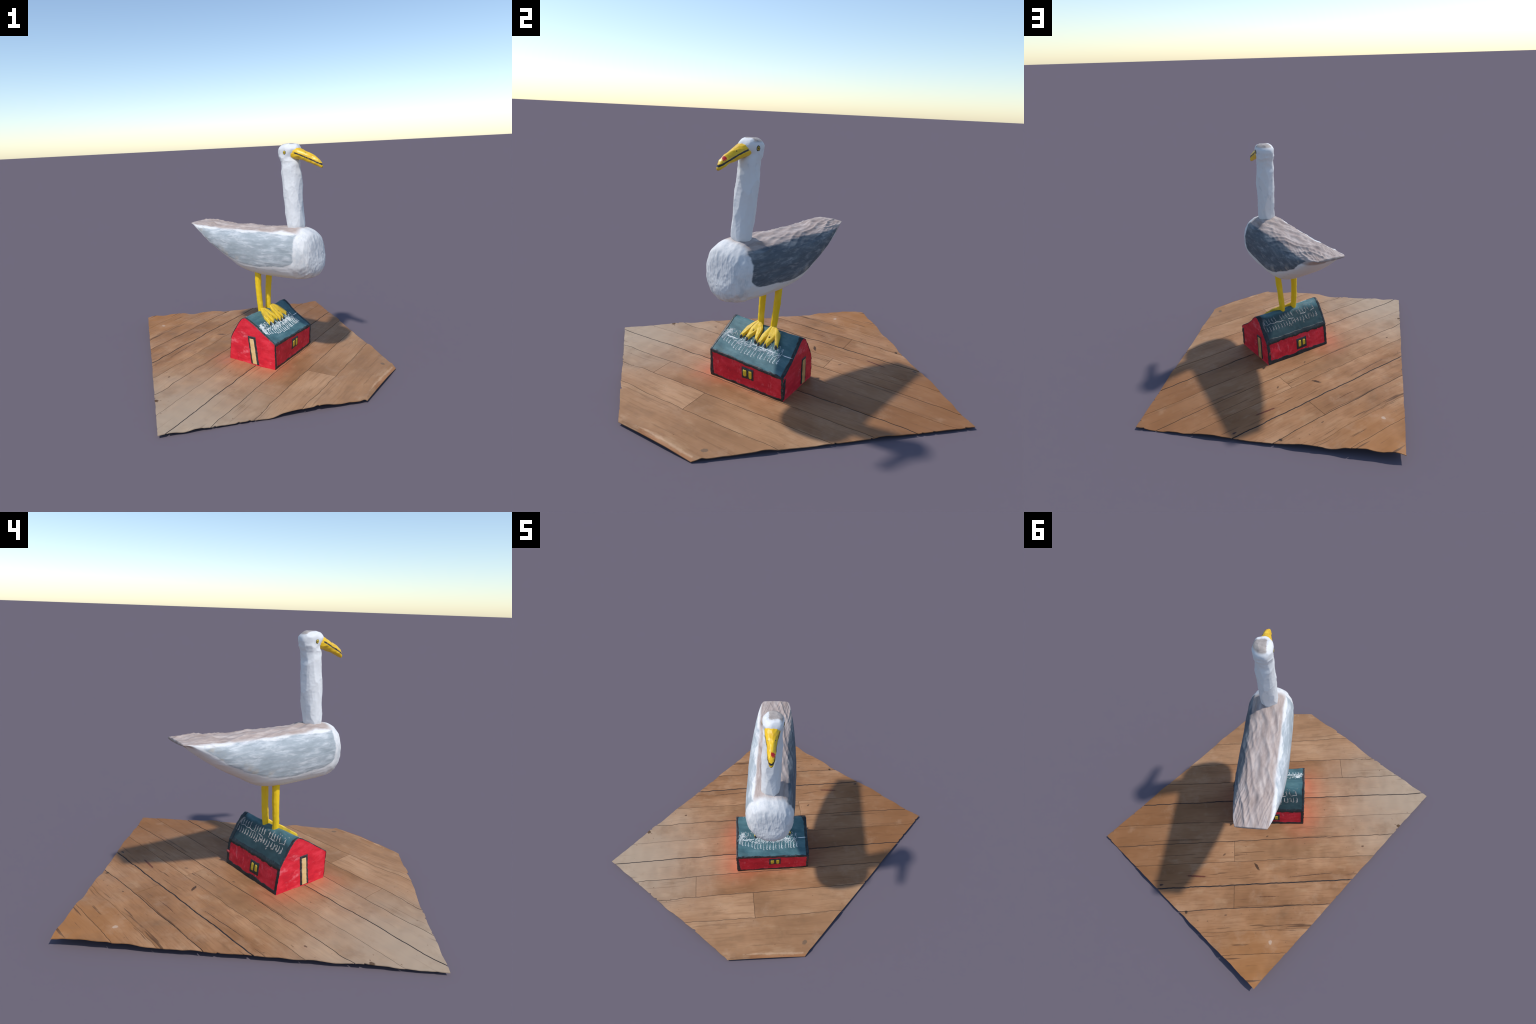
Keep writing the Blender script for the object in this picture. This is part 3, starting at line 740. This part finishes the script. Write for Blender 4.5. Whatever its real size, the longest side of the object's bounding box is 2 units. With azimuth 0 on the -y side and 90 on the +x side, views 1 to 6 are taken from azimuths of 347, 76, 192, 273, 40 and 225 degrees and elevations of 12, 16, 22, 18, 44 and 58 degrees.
def slab(name, b0, b1, a0, a1, mat, parent, thick, drop, seed, nb=40, step=.009, seam0=None, seam1=None, rag=True):
    corner_b = [c @ ACR for c in CORNERS]
    bs = np.unique(np.concatenate([np.linspace(b0, b1, nb), [c for c in corner_b if b0 + 1e-4 < c < b1 - 1e-4]]))
    longest = max(min(a1, span(b)[1]) - max(a0, span(b)[0]) for b in bs)
    na = max(6, int(longest/step)); fr = np.linspace(0, 1, na)
    X, Y = np.empty((len(bs), na)), np.empty((len(bs), na))
    for i, b in enumerate(bs):
        lo, hi = span(b)
        cut0, cut1 = a0 > lo, a1 < hi
        A0 = max(a0, lo); A1 = min(a1, hi)
        if not cut0: A0 += ragged(0, b, seed % 3) + .002
        if not cut1: A1 += ragged(1, b, seed % 3 + 5) - .002
        if A1 < A0: A0 = A1 = (A0 + A1)/2
        a = A0 + (A1 - A0)*fr
        bb = np.full(na, b)
        k = (b - b0)/(b1 - b0)
        if seam0 is not None: bb = bb + (1 - k)*(.0022*n1(a*17, seam0 + 60) + .0011*n1(a*55, seam0 + 80))
        if seam1 is not None: bb = bb + k*(.0022*n1(a*17, seam1 + 60) + .0011*n1(a*55, seam1 + 80))
        X[i] = a*DIR[0] + bb*ACR[0]; Y[i] = a*DIR[1] + bb*ACR[1]
    X = np.clip(X, -.822, .8235); Y = np.clip(Y, -1.0, 1.0)
    H = floor_height(X, Y) - drop
    if rag:   # ease the arrises along the seams
        kb = (bs - b0)/(b1 - b0)*(b1 - b0)
        ease = .0012*(np.exp(-(bs - b0)/.003) + np.exp(-(b1 - bs)/.003))
        H = H - ease[:, None]
    low = np.maximum(H - thick, 0)
    nb_, o = len(bs), len(bs)*na
    v = np.vstack([np.stack([X.ravel(), Y.ravel(), H.ravel()], 1), np.stack([X.ravel(), Y.ravel(), low.ravel()], 1)])
    f = [(i*na + j, i*na + j + 1, (i+1)*na + j + 1, (i+1)*na + j) for i in range(nb_ - 1) for j in range(na - 1)]
    f += [tuple(o + k for k in q[::-1]) for q in list(f)]
    ring = [j for j in range(na)] + [i*na + na - 1 for i in range(1, nb_)] + [(nb_-1)*na + j for j in range(na - 2, -1, -1)] + [i*na for i in range(nb_ - 2, 0, -1)]
    f += [(ring[k], o + ring[k], o + ring[(k+1) % len(ring)], ring[(k+1) % len(ring)]) for k in range(len(ring))]
    ob = new_object(name, v, f, mat, parent); sharp_by_angle(ob, 45)
    return ob

def build_floor(plank_m, under_m):
    fl = empty("plank_floor", "cut-off piece of old brown plank floor, warped", "wooden floor")
    b_min = min(c @ ACR for c in CORNERS); b_max = max(c @ ACR for c in CORNERS)
    edges = [b_min] + SEAMS + [b_max]
    for r in range(len(edges) - 1):
        g0 = GAPS[r - 1]/2 if r > 0 else .0; g1 = GAPS[r]/2 if r < len(SEAMS) else .0
        cuts = [-9] + list(JOINTS.get(r, ())) + [9]
        for k in range(len(cuts) - 1):
            slab("plank", edges[r] + g0, edges[r+1] - g1, cuts[k] + (.0012 if k else 0), cuts[k+1] - (.0012 if k < len(cuts) - 2 else 0), plank_m, fl, .0043, 0, r,
                 seam0=r - 1 if r > 0 else None, seam1=r if r < len(SEAMS) else None)
    # dark backing strips added under the boards so the cracks look black
    for r in range(len(SEAMS)):
        b = SEAMS[r]; slab("crack_backing", b - .012, b + .012, span(b)[0] + .02, span(b)[1] - .02, under_m, fl, .0013, .0027, r, nb=5, seam0=r, seam1=r, rag=False)
    for r, js in JOINTS.items():
        for a in js: slab("crack_backing", edges[r] + .01, edges[r+1] - .01, a - .01, a + .01, under_m, fl, .0013, .0025, r, nb=20, step=.005, rag=False)
    return fl

def plank_material():
    m = Mat("worn_floor_boards", 0.6, 0.2)
    x, y, z = m.sep()[:3]
    v = m.mapping(rot=(0, 0, -ANG))                                    # x along the boards, y across
    info = m.t.nodes.new("ShaderNodeObjectInfo").outputs["Random"]
    comb = m.t.nodes.new("ShaderNodeCombineXYZ"); m.put(comb.inputs[2], m.math("MULTIPLY", info, 9.0))
    add = m.t.nodes.new("ShaderNodeVectorMath"); add.operation = "ADD"; m.link(v, add.inputs[0]); m.link(comb.outputs[0], add.inputs[1])
    vp = add.outputs[0]
    cloud = m.noise(2.6, 4, .55, m.mapping(scale=(.7, 1.3, 1), v=vp))
    c = m.ramp(cloud, [(.27, (.23, .105, .043)), (.5, (.345, .172, .080)), (.74, (.475, .268, .143))])
    grain = m.noise(11, 5, .65, m.mapping(scale=(.5, 7, 1), v=vp), dist=.6)
    c = m.mix(m.math("MULTIPLY", m.step(grain, .46, .66), .45), c, (.21, .095, .040))
    mott = m.noise(7, 5, .62, m.mapping(scale=(.6, 1.5, 1), v=vp))
    c = m.mix(m.math("MULTIPLY", m.step(mott, .54, .70), .40), c, (.49, .30, .165))
    c = m.mix(m.math("MULTIPLY", m.step(mott, .44, .30), .45), c, (.20, .10, .045))
    wave = m.t.nodes.new("ShaderNodeTexWave"); wave.wave_type = "BANDS"; wave.bands_direction = "Y"
    wave.inputs["Scale"].default_value = 7; wave.inputs["Distortion"].default_value = 9; wave.inputs["Detail"].default_value = 2; wave.inputs["Detail Scale"].default_value = .9
    m.link(m.mapping(scale=(.32, 1, 1), v=vp), wave.inputs["Vector"])
    c = m.mix(m.math("MULTIPLY", m.step(wave.outputs["Fac"], .72, .95), .14), c, (.33, .15, .07))
    # the board tone per piece
    c = m.mix(m.math("MULTIPLY", info, .22), c, m.mix(m.step(info, .4, .6), (.25, .12, .05), (.43, .28, .16)))
    # greyed towards one corner, redder and deeper towards the two far ones
    def near(px, py, r0, r1):
        n = m.t.nodes.new("ShaderNodeVectorMath"); n.operation = "DISTANCE"
        cb = m.t.nodes.new("ShaderNodeCombineXYZ"); m.put(cb.inputs[0], x); m.put(cb.inputs[1], y)
        m.link(cb.outputs[0], n.inputs[0]); n.inputs[1].default_value = (px, py, 0)
        d = m.math("ADD", n.outputs["Value"], m.math("MULTIPLY", m.math("SUBTRACT", m.noise(3.5, 3, .5), .5), .45))
        return m.step(d, r1, r0)
    c = m.mix(m.math("MULTIPLY", near(-.82, -1.0, .1, 1.05), .85), c, (.43, .335, .24))
    c = m.mix(m.math("MULTIPLY", near(.9, 1.05, .1, 1.2), .75), c, (.235, .098, .034))
    c = m.mix(m.math("MULTIPLY", near(-.85, 1.05, .05, .75), .75), c, (.35, .145, .042))
    # barn's red bounce light painted into the boards, strongest at the door end
    def seg_d(ax, ay, bx, by):
        dx, dy = bx - ax, by - ay; l2 = dx*dx + dy*dy
        ex, ey = m.math("SUBTRACT", x, ax), m.math("SUBTRACT", y, ay)
        t = m.math("DIVIDE", m.math("ADD", m.math("MULTIPLY", ex, dx), m.math("MULTIPLY", ey, dy)), l2, clamp=True)
        qx, qy = m.math("SUBTRACT", ex, m.math("MULTIPLY", t, dx)), m.math("SUBTRACT", ey, m.math("MULTIPLY", t, dy))
        d = m.math("SQRT", m.math("ADD", m.math("MULTIPLY", qx, qx), m.math("MULTIPLY", qy, qy)))
        return d
    def seg(ax, ay, bx, by, reach):
        d = m.math("ADD", seg_d(ax, ay, bx, by), m.math("MULTIPLY", m.math("SUBTRACT", m.noise(9, 3, .5), .5), .05))
        return m.step(d, reach, 0)
    c = m.mix(m.math("MULTIPLY", seg(-.01, -.40, -.24, -.13, .23), .45), c, (.56, .165, .085))
    c = m.mix(m.math("MULTIPLY", seg(.02, -.42, .30, -.15, .09), .25), c, (.60, .16, .08))
    # long drying cracks and scratches along the grain, more of them on the far boards; blotchy wear
    along = m.noise(16, 3, .6, m.mapping(scale=(.10, 2.6, 1), v=vp), dist=.3)
    across = m.sep(v)[1]
    c = m.mix(m.math("MULTIPLY", m.step(along, .640, .685), m.math("ADD", .25, m.math("MULTIPLY", m.step(across, .0, .35), .55))), c, (.085, .04, .02))
    c = m.mix(m.math("MULTIPLY", m.step(m.noise(4.2, 5, .65, v=vp), .52, .70), .32), c, (.20, .105, .05))
    c = m.mix(m.math("MULTIPLY", m.step(m.noise(5.5, 5, .65, m.mapping(loc=(3, 1, 2), v=vp)), .54, .70), .20), c, (.50, .33, .21))
    # pale line on the fold and darker turned-down face along the cut corner
    c = m.mix(m.math("MULTIPLY", m.math("SUBTRACT", 1.0, m.step(m.math("ADD", seg_d(.56, -.885, .83, -.634), m.math("MULTIPLY", m.math("SUBTRACT", m.noise(22, 4, .6), .5), .022)), .010, .026)), .55), c, (.34, .135, .05))
    c = m.mix(m.math("MULTIPLY", m.math("SUBTRACT", 1.0, m.step(m.math("ADD", seg_d(.50, -.905, .80, -.628), m.math("MULTIPLY", m.math("SUBTRACT", m.noise(18, 4, .6), .42), .030)), .001, .012)), .55), c, (.56, .36, .22))
    # dirt specks and stains
    c = m.mix(m.math("MULTIPLY", m.step(m.noise(46, 2, .5), .70, .78), .65), c, (.15, .075, .04))
    c = m.mix(m.math("MULTIPLY", m.step(m.noise(7, 4, .6), .60, .80), .35), c, (.25, .16, .09))
    # knots, gouges, burns: (along, across, half length, half width, turn, colour, strength)
    MARKS = [(.104, .428, .040, .011, 120, (.07, .035, .02), .95), (.56, .480, .085, .008, -6, (.11, .028, .018), .9), (-.29, .512, .18, .0035, 3, (.06, .03, .02), .85),
             (.03, .662, .10, .0035, -2, (.10, .04, .02), .8), (.019, .991, .014, .018, 0, (.52, .38, .28), .7), (-1.018, .150, .018, .030, 40, (.09, .045, .02), .9),
             (.623, .745, .012, .012, 0, (.05, .03, .02), .9), (.137, -.937, .024, .016, 40, (.13, .09, .06), .7), (.40, -.152, .14, .003, 0, (.05, .03, .02), .8),
             (.335, .784, .012, .006, 0, (.10, .05, .03), .8), (.353, .317, .014, .008, 40, (.10, .05, .03), .8), (-.711, .299, .012, .008, 0, (.10, .05, .03), .8),
             (.82, .535, .02, .008, 0, (.04, .02, .02), .9), (.64, .03, .15, .0025, 0, (.06, .03, .02), .6), (.02, .18, .012, .006, 30, (.09, .05, .03), .8)]
    wn = m.math("MULTIPLY", m.math("SUBTRACT", m.noise(60, 3, .6), .5), 1.1)
    for a, b, la, lb, deg, col, st in MARKS:
        p = m.mapping(loc=(-a, -b, 0), v=v)
        p = m.mapping(rot=(0, 0, -math.radians(deg)), v=p)
        p = m.mapping(scale=(1/la, 1/lb, 0), v=p)
        ln = m.t.nodes.new("ShaderNodeVectorMath"); ln.operation = "LENGTH"; m.link(p, ln.inputs[0])
        c = m.mix(m.math("MULTIPLY", m.step(m.math("ADD", ln.outputs["Value"], wn), 1.05, .65), st), c, col)
    m.color(c)
    m.put(m.b.inputs["Roughness"], m.ramp(m.noise(5, 3, .5), [(.3, .50), (.7, .66)]))
    m.bump(m.math("ADD", m.math("MULTIPLY", grain, .5), m.noise(9, 3, .5)), .18, .006)
    return m.m

# ================================================================== BUILD
yellow_leg = flecked("yellow_leg_paint", (.84, .55, .012), (.56, .37, .02), (.88, .62, .03), 16, .42, (1, 1, .5), .4)
yellow_foot = flecked("yellow_foot_paint", (.80, .53, .03), (.66, .42, .05), (.85, .62, .08), 40, .5, (1, 1, 1), .35)
black = flecked("black_paint", (.028, .030, .034), (.016, .016, .018), (.085, .095, .11), 60, .45)
M = dict(
    red=None, teal=None,
    black=black,
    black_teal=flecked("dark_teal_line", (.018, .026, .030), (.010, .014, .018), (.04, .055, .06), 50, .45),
    dark_brown=flecked("dark_brown_line", (.040, .024, .020), (.02, .014, .012), (.10, .055, .045), 60, .5),
    claw=flecked("dark_grey_claw_paint", (.045, .048, .052), (.022, .024, .026), (.14, .15, .16), 90, .45),
    cream=flecked("cream_door_paint", (.74, .50, .22), (.66, .42, .17), (.80, .60, .34), 30, .5),
    ochre=flecked("ochre_door_paint", (.55, .30, .11), (.45, .24, .08), (.62, .38, .16), 30, .5),
    pane=flecked("yellow_pane_paint", (.66, .46, .03), (.50, .33, .02), (.75, .58, .08), 60, .45),
    white_mark=flecked("white_scratch_paint", (.74, .78, .78), (.62, .66, .66), (.82, .84, .84), 60, .6),
    grey_mark=flecked("shaded_scratch_paint", (.50, .46, .43), (.42, .38, .36), (.6, .56, .53), 60, .6),  # rear slope's scratches: the white ones with shade mixed into the colour
    pink_flake=flecked("flaked_paint", (.36, .05, .06), (.25, .03, .04), (.60, .36, .34), 50, .6),
)
def red_material():
    m = Mat("red_barn_paint", .55, .25)
    v = m.mapping(scale=(1, 1, 2.2))
    c = m.ramp(m.noise(10, 5, .62, v), [(.28, (.50, .012, .030)), (.5, (.66, .018, .036)), (.74, (.78, .045, .07))])
    c = m.mix(m.step(m.noise(16, 5, .7, m.mapping(rot=(.4, .5, .3), scale=(.5, 2.5, 1))), .54, .76), c, (.82, .16, .19))
    c = m.mix(m.math("MULTIPLY", m.step(m.noise(30, 4, .7), .62, .78), .6), c, (.32, .008, .018))
    m.color(c).bump(m.noise(55, 4, .6), .35, .003); return m.m
def teal_material():
    m = Mat("teal_roof_paint", .58, .22)
    x, y, z = m.sep()[:3]
    c = m.ramp(m.noise(12, 5, .62, m.mapping(rot=(0, 0, .1), scale=(2.2, .7, 1.2))), [(.25, (.036, .090, .110)), (.5, (.066, .155, .178)), (.76, (.125, .235, .255))])
    c = m.mix(m.math("MULTIPLY", m.step(m.noise(7, 4, .6), .54, .70), .55), c, (.045, .085, .085))
    # shade painted into the slope behind the gull: darker, greener, brushed edge near ridge
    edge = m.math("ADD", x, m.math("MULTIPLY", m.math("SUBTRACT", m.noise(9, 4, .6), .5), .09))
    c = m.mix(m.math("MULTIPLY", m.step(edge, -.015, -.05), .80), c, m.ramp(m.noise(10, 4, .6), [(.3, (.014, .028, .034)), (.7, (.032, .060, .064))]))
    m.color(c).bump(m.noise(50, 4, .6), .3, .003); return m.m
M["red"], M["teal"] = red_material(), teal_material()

torso = build_torso(torso_material())
white = neck_material()
neck, head = build_neck_head(white, white)
beak = build_beak(beak_material(), head)
build_eyes(head, black, M["pane"], black)
for (u, w, z, sg) in ((.402, -.0165, 1.4985, -1), (.398, .0270, 1.4985, 1)):
    disc("nostril", (u, w, z), (.2, sg*.9, .55), 0.0050, .0028, .0009, black, head, 50 + sg)
barn = build_barn(M)
build_leg((.0031, -.0699, .335), (-.0085, -.0683, .665), yellow_leg, 1)
build_leg((-.0037, .0300, .330), (-.0034, .0595, .665), yellow_leg, 2)
build_foot((-.004, -.069), [(.036, -.103), (.080, -.129), (.134, -.134), (.133, -.117), (.074, -.094), (.133, -.086), (.131, -.069), (.070, -.048), (.123, -.023), (.119, -.007), (.042, -.018)], yellow_foot, M["claw"], M["pane"], (.080, -.070), 3)
build_foot((-.010, .038), [(.038, .012), (.085, .003), (.127, .007), (.125, .024), (.060, .041), (.116, .052), (.114, .070), (.055, .089), (.097, .122), (.091, .141), (.034, .118)], yellow_foot, M["claw"], M["pane"], (.074, .058), 4)
build_floor(plank_material(), flecked("crack_dark", (.022, .018, .020), (.012, .010, .010), (.05, .04, .035), 40, .8))  # near-black colour for the added strips under the cracks
bpy.context.view_layer.update()
